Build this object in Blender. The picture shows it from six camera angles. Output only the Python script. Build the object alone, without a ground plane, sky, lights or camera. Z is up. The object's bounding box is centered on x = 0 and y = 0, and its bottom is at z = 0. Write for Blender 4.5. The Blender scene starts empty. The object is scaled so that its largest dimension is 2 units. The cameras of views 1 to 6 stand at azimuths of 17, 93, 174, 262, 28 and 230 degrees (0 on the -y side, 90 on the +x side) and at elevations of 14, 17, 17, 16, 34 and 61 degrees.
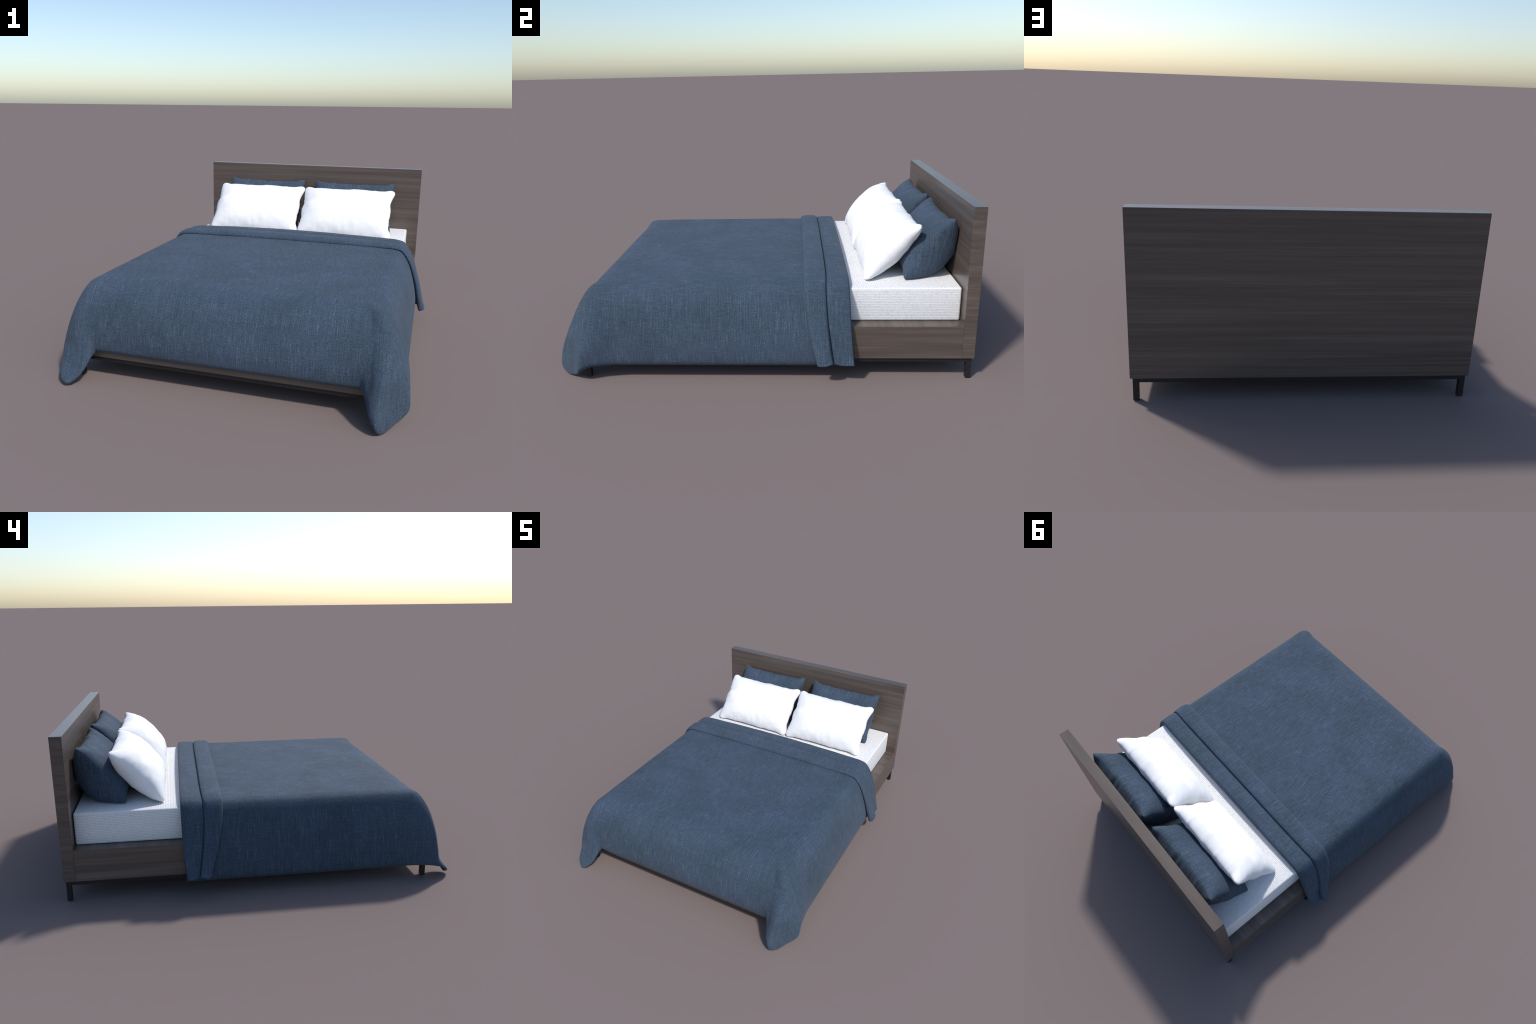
"""A double bed: dark wooden frame on black steel legs, white mattress,
blue duvet with a turned-down top, two blue and two white pillows."""
import bpy, bmesh, math
import numpy as np
from mathutils import Vector, noise

CX = 0.0125                       # middle of the frame in x
FRAME_HALF = 0.727
FRAME_BOTTOM, RAIL_TOP = 0.106, 0.269
FOOT_Y, HEAD_FRONT_Y, HEAD_BACK_Y = -0.869, 0.942, 1.0
HEAD_TOP = 0.8325
MATTRESS_TOP = 0.4345
DUVET_TOP = 0.4595


# ------------------------------------------------------------------ helpers
def link(obj, parent=None):
    bpy.context.scene.collection.objects.link(obj)
    if parent is not None:
        obj.parent = parent
    return obj


def mesh_object(name, verts, faces, material, parent=None, smooth=True):
    me = bpy.data.meshes.new(name)
    me.from_pydata([tuple(v) for v in verts], [], faces)
    me.validate()
    bm = bmesh.new()
    bm.from_mesh(me)
    bmesh.ops.remove_doubles(bm, verts=bm.verts, dist=1e-5)
    bmesh.ops.recalc_face_normals(bm, faces=bm.faces)
    bm.to_mesh(me)
    bm.free()
    if smooth:
        me.polygons.foreach_set("use_smooth", [True] * len(me.polygons))
    me.materials.append(material)
    return link(bpy.data.objects.new(name, me), parent)


def box(name, lo, hi, material, parent, bevel=0.0015, segments=2, smooth=False):
    """Axis-aligned block with softened edges."""
    me = bpy.data.meshes.new(name)
    bm = bmesh.new()
    bmesh.ops.create_cube(bm, size=1.0)
    lo, hi = Vector(lo), Vector(hi)
    for v in bm.verts:
        v.co = Vector(((lo[i] + hi[i]) / 2 + v.co[i] * (hi[i] - lo[i]) for i in range(3)))
    if bevel:
        bmesh.ops.bevel(bm, geom=list(bm.edges), offset=bevel, segments=segments,
                        profile=0.5, affect='EDGES')
    bm.to_mesh(me)
    bm.free()
    if smooth:
        me.polygons.foreach_set("use_smooth", [True] * len(me.polygons))
    me.materials.append(material)
    return link(bpy.data.objects.new(name, me), parent)


def catmull(points, count):
    """Resample a list of points with a Catmull-Rom spline, uniform in index."""
    p = np.asarray(points, float)
    p = np.vstack([2 * p[0] - p[1], p, 2 * p[-1] - p[-2]])
    t = np.linspace(0, len(p) - 3 - 1e-9, count)
    i = t.astype(int)
    f = (t - i)[:, None]
    a, b, c, d = p[i], p[i + 1], p[i + 2], p[i + 3]
    return 0.5 * (2 * b + (c - a) * f + (2 * a - 5 * b + 4 * c - d) * f ** 2
                  + (3 * b - a - 3 * c + d) * f ** 3)


def monotone(points, count):
    """Like catmull, but never swings past its control points."""
    p = np.asarray(points, float)
    s = np.diff(p, axis=0)
    m = np.zeros_like(p)
    a, b = s[:-1], s[1:]
    same = a * b > 0
    m[1:-1][same] = (2 * a * b)[same] / (a + b)[same]
    m[0], m[-1] = s[0], s[-1]
    t = np.linspace(0, len(p) - 1 - 1e-9, count)
    i = t.astype(int)
    f = (t - i)[:, None]
    h = f * f * (3 - 2 * f)
    return (p[i] * (1 - h) + p[i + 1] * h + m[i] * f * (1 - f) ** 2 - m[i + 1] * f * f * (1 - f))


def grid_faces(rows, cols, wrap=False, base=0):
    out = []
    for i in range(rows - 1):
        for j in range(cols if wrap else cols - 1):
            k = (j + 1) % cols
            out.append((base + i * cols + j, base + i * cols + k,
                        base + (i + 1) * cols + k, base + (i + 1) * cols + j))
    return out


def fbm(p, scale, octaves=3):
    return noise.fractal(Vector(p) * scale, 0.7, 2.0, octaves)


# ---------------------------------------------------------------- materials
class Nodes:
    def __init__(self, name):
        self.mat = bpy.data.materials.new(name)
        self.mat.use_nodes = True
        self.t = self.mat.node_tree
        self.bsdf = next(n for n in self.t.nodes if n.type == 'BSDF_PRINCIPLED')
        self.coord = self.new('ShaderNodeTexCoord').outputs['Object']

    def new(self, kind, **props):
        n = self.t.nodes.new(kind)
        for k, v in props.items():
            setattr(n, k, v)
        return n

    def put(self, socket, value):
        if isinstance(value, bpy.types.NodeSocket):
            self.t.links.new(value, socket)
        else:
            socket.default_value = value

    def mapped(self, scale, location=(0, 0, 0), vector=None):
        m = self.new('ShaderNodeMapping')
        self.put(m.inputs['Vector'], vector or self.coord)
        m.inputs['Scale'].default_value = scale
        m.inputs['Location'].default_value = location
        return m.outputs['Vector']

    def noise(self, vector, scale=1.0, detail=2.0, rough=0.5, distortion=0.0):
        n = self.new('ShaderNodeTexNoise')
        self.put(n.inputs['Vector'], vector)
        n.inputs['Scale'].default_value = scale
        n.inputs['Detail'].default_value = detail
        n.inputs['Roughness'].default_value = rough
        n.inputs['Distortion'].default_value = distortion
        return n.outputs['Fac']

    def ramp(self, fac, stops):
        r = self.new('ShaderNodeValToRGB')
        self.put(r.inputs['Fac'], fac)
        e = r.color_ramp.elements
        while len(e) < len(stops):
            e.new(0.5)
        for el, (pos, col) in zip(e, stops):
            el.position = pos
            el.color = (*col, 1) if len(col) == 3 else (col[0],) * 3 + (1,)
        return r.outputs['Color']

    def math(self, op, a, b=0.0, clamp=False):
        m = self.new('ShaderNodeMath', operation=op, use_clamp=clamp)
        self.put(m.inputs[0], a)
        self.put(m.inputs[1], b)
        return m.outputs[0]

    def mix(self, fac, a, b, blend='MIX'):
        m = self.new('ShaderNodeMix', data_type='RGBA', blend_type=blend)
        self.put(m.inputs[0], fac)
        for s, v in ((m.inputs[6], a), (m.inputs[7], b)):
            self.put(s, v if isinstance(v, bpy.types.NodeSocket) else (*v, 1))
        return m.outputs[2]

    def bump(self, height, strength, distance):
        b = self.new('ShaderNodeBump')
        self.put(b.inputs['Height'], height)
        b.inputs['Strength'].default_value = strength
        b.inputs['Distance'].default_value = distance
        self.put(self.bsdf.inputs['Normal'], b.outputs['Normal'])

    def finish(self, color, rough, specular=0.5):
        self.put(self.bsdf.inputs['Base Color'], color)
        self.put(self.bsdf.inputs['Roughness'], rough)
        self.put(self.bsdf.inputs['Specular IOR Level'], specular)
        return self.mat


def wood_material(name, wide, fine, seed):
    """Straight dark walnut grain; `wide`/`fine` are the stretch of the streaks."""
    n = Nodes(name)
    broad = n.noise(n.mapped(wide, (seed, seed * 1.7, seed * 0.3)), 1, 3, 0.55, 0.15)
    thin = n.noise(n.mapped(fine, (seed * 2.1, seed, seed)), 1, 3, 0.6, 0.1)
    tint = n.noise(n.mapped((1.5, 1.5, 9), (seed, 0, seed)), 1, 2)
    f = n.math('ADD', n.math('MULTIPLY', broad, 0.62), n.math('MULTIPLY', thin, 0.38))
    col = n.ramp(f, [(0.32, (0.056, 0.044, 0.038)), (0.45, (0.084, 0.066, 0.056)),
                     (0.53, (0.107, 0.084, 0.071)), (0.66, (0.155, 0.121, 0.099))])
    col = n.mix(n.math('MULTIPLY', tint, 0.35), col, (0.100, 0.080, 0.073))
    n.bump(thin, 0.05, 0.001)
    return n.finish(col, 0.28, 0.5)


def blue_cloth(name, seed=0.0):
    """Heathered blue canvas: pale slubs along the threads, small dark flecks."""
    n = Nodes(name)
    geo = n.new('ShaderNodeNewGeometry')
    sep = n.new('ShaderNodeSeparateXYZ')
    n.put(sep.inputs[0], geo.outputs['Normal'])
    square = [n.math('MULTIPLY', sep.outputs[a], sep.outputs[a]) for a in 'XYZ']

    def threads(facing_x, facing_y, facing_z, shift):
        """Stretched noise laid along the cloth, picked by the way it faces."""
        parts = [n.math('MULTIPLY', w, n.noise(n.mapped(sc, (seed + shift, shift, seed)), 1, 2, 0.6))
                 for w, sc in zip(square, (facing_x, facing_y, facing_z))]
        return n.math('ADD', n.math('ADD', parts[0], parts[1]), parts[2])

    along = threads((9, 360, 12), (360, 9, 12), (360, 15, 9), 0.0)
    across = threads((9, 16, 340), (16, 9, 340), (18, 340, 9), 2.0)
    fleck = n.noise(n.mapped((330, 330, 330), (seed, seed, 0)), 1, 2, 0.7)
    cloud = n.noise(n.coord, 4.2, 2, 0.5)
    f = n.math('ADD', n.math('MULTIPLY', along, 0.28), n.math('MULTIPLY', fleck, 0.56))
    f = n.math('ADD', f, n.math('MULTIPLY', across, 0.16))
    col = n.ramp(f, [(0.34, (0.018, 0.030, 0.046)), (0.46, (0.035, 0.055, 0.083)),
                     (0.54, (0.049, 0.074, 0.110)), (0.66, (0.116, 0.161, 0.218))])
    slub = n.ramp(along, [(0.60, (0.0,)), (0.74, (1.0,))])
    col = n.mix(n.math('MULTIPLY', slub, n.math('SUBTRACT', 0.45, n.math('MULTIPLY', square[2], 0.15))), col, (0.125, 0.175, 0.245))
    col = n.mix(1.0, col, n.ramp(cloud, [(0.32, (0.90, 0.92, 0.90)), (0.66, (1.12, 1.09, 1.13))]), 'MULTIPLY')
    n.bump(f, 0.5, 0.003)
    n.bsdf.inputs['Sheen Weight'].default_value = 0.06
    n.bsdf.inputs['Sheen Roughness'].default_value = 0.5
    return n.finish(col, 0.85, 0.2)


def white_cotton():
    n = Nodes("white_cotton")
    grain = n.noise(n.mapped((260, 260, 260)), 1, 2, 0.6)
    col = n.ramp(grain, [(0.3, (0.80, 0.80, 0.81)), (0.6, (0.86, 0.86, 0.87))])
    n.bump(grain, 0.08, 0.001)
    return n.finish(col, 0.8, 0.25)


def mattress_fabric(name, top):
    """White knit with rows of small grey dashes."""
    n = Nodes(name)
    sep = n.new('ShaderNodeSeparateXYZ')
    n.put(sep.inputs[0], n.coord)
    comb = n.new('ShaderNodeCombineXYZ')
    if top:
        n.put(comb.inputs[0], sep.outputs['X'])
        n.put(comb.inputs[1], sep.outputs['Y'])
    else:
        n.put(comb.inputs[0], n.math('ADD', sep.outputs['X'], sep.outputs['Y']))
        n.put(comb.inputs[1], sep.outputs['Z'])
    split = n.new('ShaderNodeSeparateXYZ')
    n.put(split.inputs[0], comb.outputs[0])
    row = n.math('MULTIPLY', split.outputs['Y'], 1 / 0.0083)
    across = n.math('MULTIPLY', split.outputs['X'], 1 / 0.0062)
    # a dark groove between rows of stitches, deepest between two stitches
    groove = n.math('ABSOLUTE', n.math('SUBTRACT', n.math('FRACT', row), 0.5))
    groove = n.ramp(groove, [(0.0, (1.0,)), (0.22, (0.0,))])
    half_step = n.math('MULTIPLY', n.math('MODULO', n.math('FLOOR', row), 2.0), 0.5)
    stitch = n.math('ABSOLUTE', n.math('SUBTRACT', n.math('FRACT', n.math('ADD', across, half_step)), 0.5))
    dash = n.ramp(stitch, [(0.08, (0.12,)), (0.34, (1.0,))])
    mott = n.noise(n.mapped((130, 130, 130)), 1, 3, 0.65)
    gap = n.math('MULTIPLY', n.math('MULTIPLY', groove, dash), n.math('MULTIPLY', mott, 1.7), True)
    col = n.ramp(mott, [(0.34, (0.66, 0.66, 0.67)), (0.52, (0.84, 0.84, 0.845))])
    col = n.mix(gap, col, (0.36, 0.37, 0.39))
    n.bump(n.math('SUBTRACT', mott, gap), 0.25, 0.002)
    return n.finish(col, 0.85, 0.2)


def black_steel():
    n = Nodes("black_steel")
    g = n.noise(n.mapped((60, 60, 60)), 1, 2)
    col = n.ramp(g, [(0.3, (0.010, 0.010, 0.010)), (0.7, (0.016, 0.016, 0.016))])
    return n.finish(col, 0.5, 0.4)


WOOD_PANEL = wood_material("wood_panel", (0.4, 0.8, 24), (1.6, 9, 150), 3.1)
WOOD_RAIL = wood_material("wood_rail", (0.7, 0.7, 26), (3.0, 2.2, 160), 7.7)
WOOD_CROSS = wood_material("wood_cross_grain", (0.8, 30, 8), (4, 140, 60), 5.3)
BLUE = blue_cloth("blue_canvas")
BLUE_PILLOW = blue_cloth("blue_canvas_pillow", 4.0)
WHITE = white_cotton()
KNIT_TOP = mattress_fabric("mattress_knit_top", True)
KNIT_SIDE = mattress_fabric("mattress_knit_side", False)
STEEL = black_steel()

# ---------------------------------------------------------------- the frame
bed = link(bpy.data.objects.new("bed", None))
bed["label"] = "double bed with dark walnut headboard and black steel legs"
bed["category"] = "bed"

X0, X1 = CX - FRAME_HALF, CX + FRAME_HALF
box("headboard", (X0, HEAD_FRONT_Y, FRAME_BOTTOM), (X1, HEAD_BACK_Y, HEAD_TOP), WOOD_PANEL, bed, 0.001)
RAIL = 0.11
for lo, hi in ((X0, X0 + RAIL), (X1 - RAIL, X1)):
    rail = box("side_rail", (lo, FOOT_Y, FRAME_BOTTOM), (hi, HEAD_FRONT_Y - 0.0006, RAIL_TOP - 0.0012), WOOD_RAIL, bed, 0.001)
    box("rail_cap", (lo + 0.0004, FOOT_Y + 0.0004, RAIL_TOP - 0.0012), (hi - 0.0004, HEAD_FRONT_Y - 0.0006, RAIL_TOP),
        WOOD_CROSS, bed, 0)
box("foot_rail", (X0 + RAIL, FOOT_Y, FRAME_BOTTOM), (X1 - RAIL, FOOT_Y + RAIL, RAIL_TOP), WOOD_RAIL, bed, 0.001)
box("base_panel", (X0 + RAIL, FOOT_Y + RAIL, FRAME_BOTTOM + 0.004), (X1 - RAIL, HEAD_FRONT_Y - 0.0006, RAIL_TOP - 0.004),
    WOOD_RAIL, bed, 0)

# steel under-frame: four square bars and four square legs
LEG = 0.0245
IN = 0.0095
bx0, bx1 = X0 + IN, X1 - IN
by0, by1 = FOOT_Y + 0.008, HEAD_BACK_Y - 0.008
BAR_Z = 0.085
for x in (bx0, bx1 - LEG):
    box("steel_bar", (x, by0 + LEG, BAR_Z), (x + LEG, by1 - LEG, FRAME_BOTTOM - 0.0003), STEEL, bed, 0)
for y in (by0, by1 - LEG):
    box("steel_bar", (bx0 + LEG, y, BAR_Z), (bx1 - LEG, y + LEG, FRAME_BOTTOM - 0.0003), STEEL, bed, 0)
    for x in (bx0, bx1 - LEG):
        box("leg", (x, y, 0.0), (x + LEG, y + LEG, FRAME_BOTTOM - 0.0003), STEEL, bed, 0.0015)

# mattress
mattress = box("mattress", (CX - 0.660, -0.775, RAIL_TOP + 0.0005), (CX + 0.660, 0.9385, MATTRESS_TOP),
               KNIT_SIDE, bed, 0.010, 4, True)
mattress.data.materials.append(KNIT_TOP)
for p in mattress.data.polygons:
    if p.normal.z > 0.75:
        p.material_index = 1

# ---------------------------------------------------------------- the duvet
# The cover is lofted from columns that run from the flat top over the edge
# and down to the hem; each column has the same nine levels.
SIDE_RIGHT = [(.600, .4610), (.645, .459), (.684, .441), (.722, .380), (.751, .290),
              (.769, .200), (.773, .132), (.766, .090), (.741, .070)]
SIDE_LEFT = [(-.575, .4610), (-.620, .459), (-.658, .441), (-.697, .380), (-.723, .290),
             (-.741, .190), (-.745, .122), (-.738, .084), (-.714, .063)]
FRONT = [(-.720, .4610), (-.770, .458), (-.816, .438), (-.866, .370), (-.894, .290),
         (-.904, .230), (-.904, .192), (-.898, .154), (-.881, .137)]

# the two foot corners hang down in a lobe; columns go from the side to the front
CORNER_RIGHT = [
    [(.598, -.708, .4610), (.645, -.755, .458), (.684, -.775, .441), (.729, -.785, .378), (.768, -.795, .285),
     (.787, -.798, .190), (.787, -.800, .128), (.781, -.802, .088), (.760, -.797, .072)],
    [(.595, -.713, .4610), (.643, -.768, .458), (.683, -.800, .439), (.726, -.824, .372), (.764, -.842, .272),
     (.788, -.852, .175), (.796, -.862, .110), (.796, -.864, .073), (.778, -.853, .060)],
    [(.590, -.717, .4610), (.637, -.775, .458), (.674, -.818, .437), (.715, -.855, .368), (.746, -.884, .262),
     (.759, -.898, .150), (.757, -.908, .065), (.749, -.906, .023), (.734, -.895, .016)],
    [(.584, -.720, .4610), (.630, -.779, .458), (.664, -.826, .437), (.700, -.872, .363), (.720, -.918, .252),
     (.719, -.944, .130), (.714, -.961, .035), (.706, -.960, .003), (.693, -.944, .000)],
    [(.578, -.722, .4610), (.620, -.780, .458), (.650, -.827, .437), (.678, -.876, .362), (.688, -.932, .250),
     (.686, -.975, .150), (.678, -.998, .072), (.677, -.996, .032), (.674, -.978, .020)],
    [(.572, -.723, .4610), (.610, -.778, .458), (.634, -.824, .437), (.654, -.872, .364), (.660, -.918, .268),
     (.661, -.958, .175), (.653, -.982, .105), (.652, -.982, .065), (.654, -.964, .055)],
    [(.566, -.723, .4610), (.600, -.775, .458), (.618, -.818, .438), (.632, -.866, .368), (.636, -.900, .285),
     (.636, -.924, .205), (.630, -.938, .150), (.628, -.936, .118), (.634, -.922, .112)],
]
CORNER_LEFT = [
    [(-.574, -.708, .4610), (-.620, -.755, .458), (-.658, -.775, .441), (-.699, -.785, .378), (-.727, -.795, .285),
     (-.745, -.805, .180), (-.750, -.805, .110), (-.746, -.805, .080), (-.730, -.800, .075)],
    [(-.571, -.713, .4610), (-.618, -.768, .458), (-.656, -.800, .439), (-.697, -.824, .372), (-.730, -.842, .272),
     (-.750, -.855, .175), (-.756, -.860, .110), (-.752, -.862, .078), (-.735, -.857, .073)],
    [(-.568, -.717, .4610), (-.613, -.775, .458), (-.648, -.818, .437), (-.688, -.856, .367), (-.722, -.884, .267),
     (-.746, -.898, .170), (-.755, -.902, .110), (-.754, -.908, .072), (-.740, -.903, .066)],
    [(-.564, -.720, .4610), (-.606, -.779, .458), (-.640, -.826, .437), (-.676, -.872, .362), (-.706, -.904, .252),
     (-.728, -.916, .155), (-.736, -.924, .100), (-.737, -.960, .050), (-.725, -.955, .040)],
    [(-.560, -.722, .4610), (-.597, -.780, .458), (-.627, -.827, .437), (-.656, -.875, .362), (-.680, -.909, .252),
     (-.697, -.921, .155), (-.702, -.940, .090), (-.694, -.989, .022), (-.684, -.977, .004)],
    [(-.556, -.723, .4610), (-.587, -.778, .458), (-.611, -.824, .437), (-.634, -.870, .364), (-.648, -.902, .262),
     (-.648, -.924, .165), (-.640, -.944, .105), (-.634, -.962, .054), (-.638, -.950, .046)],
    [(-.553, -.723, .4610), (-.577, -.775, .458), (-.596, -.818, .438), (-.613, -.864, .368), (-.620, -.894, .282),
     (-.616, -.912, .205), (-.606, -.924, .160), (-.600, -.926, .120), (-.606, -.914, .114)],
]


def side_column(profile, y):
    return [(x, y, z) for x, z in profile]


def front_column(x):
    # the top ring narrows a little towards the corners
    return [(x * (0.93 + 0.07 * min(1, k / 3)), y, z) for k, (y, z) in enumerate(FRONT)]


def rounded_start(columns, center):
    """Let corner columns start on a small quarter circle of the flat top."""
    out = []
    for k, col in enumerate(columns):
        a = (k + 1) / (len(columns) + 1) * math.pi / 2
        sx = math.copysign(1, center[0])
        start = (center[0] + sx * .025 * math.cos(a), center[1] - .025 * math.sin(a), col[0][2])
        out.append([start] + col[1:])
    return out


def duvet_cover(parent):
    ys = [.405, .30, .20, .08, -.06, -.20, -.34, -.46, -.58, -.65, -.69]
    xs = [.600, .560, .48, .36, .22, .08, -.06, -.20, -.33, -.45, -.54, -.590]
    cols = [side_column(SIDE_RIGHT, y) for y in ys] + rounded_start(CORNER_RIGHT, (.575, -.695))
    cols += [front_column(x) for x in xs]
    cols += rounded_start(CORNER_LEFT, (-.550, -.695))[::-1] + [side_column(SIDE_LEFT, y) for y in ys[::-1]]
    cols = np.array(cols)                                  # column, level, xyz
    levels = 44
    down = np.array([catmull(c, levels) for c in cols])    # smooth every column
    n = len(cols) * 6
    skirt = np.array([monotone(down[:, k], n) for k in range(levels)])  # level, column
    # flat top: rings that shrink towards the middle line of the bed
    ring = skirt[0]
    heart = np.stack([np.full(n, 0.014), np.clip(ring[:, 1], -.25, .405), ring[:, 2]], 1)
    inner = [heart + (ring - heart) * f for f in np.linspace(0, 1, 36)[:-1]]
    pts = np.concatenate([np.array(inner), skirt]).reshape(-1, 3)
    rows = len(inner) + levels
    for p in pts:                                          # soft, slightly uneven filling
        p[2] += 0.0065 * max(0, 1 - ((p[0] - .014) / .62) ** 2) ** .8 * max(0, 1 - (max(0, -p[1]) / .76) ** 4)
        k = fbm(p + np.array([3.0, 1.0, 0.0]), 6.0)
        p[2] += 0.0016 * k * min(1.0, max(0.0, (p[2] - 0.2) / 0.2))
    obj = mesh_object("duvet_cover", pts, grid_faces(rows, n), BLUE, parent)
    up = sum(p.normal.z * p.area for p in obj.data.polygons)
    if up < 0:
        obj.data.flip_normals()
    s = obj.modifiers.new("thickness", 'SOLIDIFY')
    s.thickness, s.offset = 0.007, -1
    return obj


# The turned-down end: a closed cross-section (y, height) swept over the bed.
# Three edges steer it: back edge, crease between the layers, front edge.
FOLD_PATH = [(.800, .097), (.790, .130), (.776, .200), (.757, .290), (.726, .380), (.686, .444), (.645, .4605),
             (.560, .4620), (.30, .4640), (0.0, .4650), (-.28, .4640), (-.540, .4620), (-.620, .4605), (-.660, .444),
             (-.699, .380), (-.729, .290), (-.750, .200), (-.775, .130), (-.788, .104)]
BACK_EDGE = [.437, .434, .428, .422, .419, .417, .418, .420, .421, .421, .421, .420, .419, .419, .418, .416, .410, .400, .394]
CREASE = [.337, .333, .324, .314, .308, .306, .308, .311, .313, .313, .313, .311, .308, .305, .304, .310, .322, .333, .338]
FRONT_EDGE = [.264, .257, .240, .223, .212, .206, .205, .206, .208, .208, .208, .207, .206, .208, .215, .232, .257, .278, .288]
LIFT_BACK = [.000, .002, .005, .008, .010, .012, .014, .018, .023, .025, .023, .017, .012, .009, .007, .006, .005, .007, .010]
LIFT_FRONT = [.026, .026, .023, .019, .017, .017, .019, .023, .027, .029, .027, .023, .019, .017, .016, .017, .022, .030, .036]


def fold_section(back, crease, front, lift_b, lift_f):
    """Closed loop of (y, outward height): two soft rolls side by side."""
    wb, wf = back - crease, crease - front
    return [(back - .26 * wb, -.030), (back - .06 * wb, -.026), (back, -.012), (back - .02 * wb, .55 * lift_b - .001),
            (back - .12 * wb, .94 * lift_b), (back - .40 * wb, lift_b * 1.06), (back - .70 * wb, lift_b),
            (back - .92 * wb, lift_b * .72), (crease + .01 * wb, lift_b * .40 - .003),
            (crease - .005 * wf, lift_f * .52), (crease - .05 * wf, lift_f * .84), (crease - .20 * wf, lift_f * 1.02),
            (crease - .50 * wf, lift_f * 1.06), (crease - .78 * wf, lift_f * .98), (crease - .94 * wf, lift_f * .74),
            (front, lift_f * .34), (front + .03 * wf, lift_f * .02 - .001), (front + .20 * wf, -.006),
            (crease, -.012), (crease + .5 * wb, -.012)]


def turned_fold(parent):
    steps = 150
    path = catmull(FOLD_PATH, steps)
    guide = catmull(np.array([BACK_EDGE, CREASE, FRONT_EDGE, LIFT_BACK, LIFT_FRONT]).T, steps)
    tang = np.gradient(path, axis=0)
    tang /= np.linalg.norm(tang, axis=1)[:, None]
    rows = []
    for i in range(steps):
        loop = fold_section(*guide[i])
        loop = catmull(loop + loop[:1], 81)[:-1]
        nx, nz = tang[i][1], -tang[i][0]                   # outward normal of the sweep
        row = []
        edge = min(i, steps - 1 - i)
        for y, h in loop:
            h = h + 0.0012 * fbm((path[i][0] * 1.0, y * 3, path[i][1]), 8.0)
            x, z = path[i][0] + nx * h, path[i][1] + nz * h
            z += 0.013 * math.exp(-((y - guide[i][1]) / .022) ** 2) * max(0.0, 1 - edge / 12)
            row.append((x, y, z))
        rows.append(row)
    cols = len(rows[0])
    pts = np.array(rows)
    verts = pts.reshape(-1, 3)
    faces = grid_faces(steps, cols, wrap=True)
    faces += [tuple(range(cols)), tuple(range((steps - 1) * cols, steps * cols))]
    return mesh_object("turned_fold", verts, faces, BLUE, parent)


duvet = link(bpy.data.objects.new("duvet", None))
duvet["label"] = "blue canvas duvet draped over bed, top turned down"
duvet["category"] = "duvet"
duvet_cover(duvet)
turned_fold(duvet)


# --------------------------------------------------------------- the pillows
def ear(t, width):
    """0 at a pillow's corner, 1 along the straight of the seam."""
    k = min(1.0, max(0.0, 1 - abs(t) - 0.05) / width)
    return k * k * (3 - 2 * k)


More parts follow.
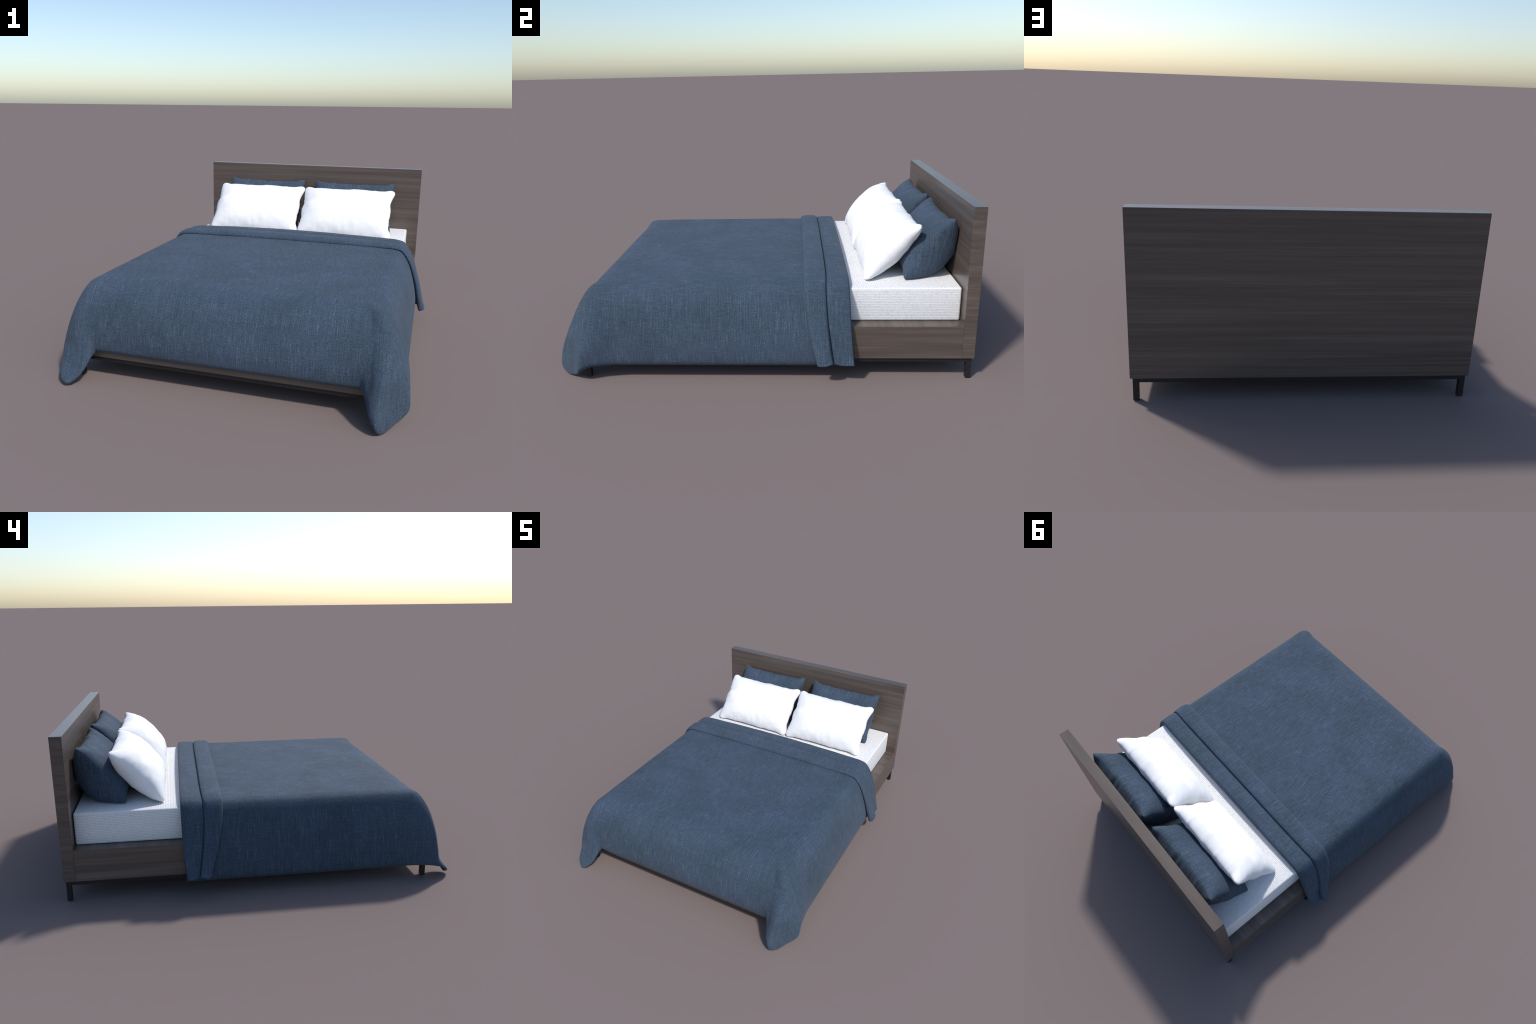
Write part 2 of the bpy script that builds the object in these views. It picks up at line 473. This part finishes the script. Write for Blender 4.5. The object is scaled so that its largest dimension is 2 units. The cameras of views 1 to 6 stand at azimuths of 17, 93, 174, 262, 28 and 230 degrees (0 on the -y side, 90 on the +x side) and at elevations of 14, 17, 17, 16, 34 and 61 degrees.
def pillow_mesh(name, material, half_width, bottom, top, front, back, pinch, blunt, seed, sharp, slump, lump, back_limit):
    """Two cushioned faces sewn along a wavy rectangular seam.
    bottom/top: (y, z) of the two long seams; front/back: bulge depths."""
    nu, nv = 96, 72
    by, bz = bottom
    ty, tz = top
    height = math.hypot(ty - by, tz - bz)
    ey, ez = (ty - by) / height, (tz - bz) / height        # up the pillow
    ny, nz = -ez, ey                                       # out of its front
    us = np.sin(np.linspace(-1, 1, nu) * math.pi / 2 * 0.86) / math.sin(math.pi / 2 * 0.86)
    vs = np.sin(np.linspace(-1, 1, nv) * math.pi / 2 * 0.86) / math.sin(math.pi / 2 * 0.86)
    verts = []
    for side, depth in ((1, front), (-1, back)):
        for v in vs:
            for u in us:
                eu, ev = 1 - u * u, 1 - v * v
                wave_u = fbm((v * 2.2, seed, np.sign(u) * 3.0), 1.6)
                wave_v = fbm((u * 3.2, seed + 7, np.sign(v) * 3.0), 1.6)
                x = half_width * u * (1 - pinch[0] * (1 + .4 * math.copysign(1, u)) * ear(v, .5) * (1 + .2 * v) * u * u - blunt * (u * v) ** 12) + 0.006 * wave_u * u * u * ev
                s = height / 2 * v * (1 - pinch[1] * ear(u, .22) * v * v - 1.4 * blunt * (u * v) ** 12) + 0.006 * wave_v * v * v * eu
                body = max(0, 1 - abs(u) ** sharp[0]) ** 0.55 * max(0, 1 - abs(v) ** sharp[1]) ** 0.62
                # gathers that start at the seam and fade towards the middle
                rim_v = math.exp(-((1 - abs(v)) / 0.30) ** 2) * (1 - abs(v)) ** 0.5
                rim_u = math.exp(-((1 - abs(u)) / 0.22) ** 2) * (1 - abs(u)) ** 0.5
                gather = rim_v * fbm((u * 1.9, seed + side, v * 0.9), 1.2) * eu ** .5 \
                    + rim_u * fbm((u * 0.9, v * 1.8, seed - side), 1.3) * ev ** .5
                soft = 0.06 * fbm((u * 1.4, v * 1.4, seed + 5 * side), 1.2)
                sag = 1 + slump[0 if side > 0 else 1] * (-v) * ev ** .5
                w = side * (depth * (body * sag * (1 + soft)) + lump * gather * min(1, 3 * body))
                y = by + (ty - by) / 2 + ey * s + ny * w
                z = bz + (tz - bz) / 2 + ez * s + nz * w
                floor = MATTRESS_TOP + 0.001
                if z < floor + 0.012:                      # rests on the mattress
                    z = floor + 0.012 * math.exp((z - floor - 0.012) / 0.012)
                if y > back_limit - 0.01:                  # leans on the headboard
                    y = back_limit - 0.01 * math.exp(-(y - back_limit + 0.01) / 0.01)
                verts.append((x, y, z))
    faces = grid_faces(nv, nu) + grid_faces(nv, nu, base=nu * nv)
    obj = mesh_object(name, verts, faces, material)
    return obj


def place_pillows(first, x_positions, label):
    for k, x in enumerate(x_positions):
        o = first if k == 0 else link(first.copy())
        o.location.x = x
        o["label"] = label
        o["category"] = "pillow"


blue_pillow = pillow_mesh("pillow", BLUE_PILLOW, 0.264, (.690, .4425), (.912, .737), 0.068, 0.148,
                          (.03, .10), .006, 2.0, (6.0, 2.4), (.40, .05), .022, 0.9405)
place_pillows(blue_pillow, (.312, -.2905), "plump blue canvas pillow leaning against headboard")
white_pillow = pillow_mesh("pillow", WHITE, 0.292, (.495, .4390), (.760, .7125), 0.084, 0.080,
                           (.052, .085), .040, 11.0, (4.5, 2.4), (-.05, .05), .022, 0.94)
place_pillows(white_pillow, (.3015, -.280), "soft white cotton pillow leaning on blue pillow")
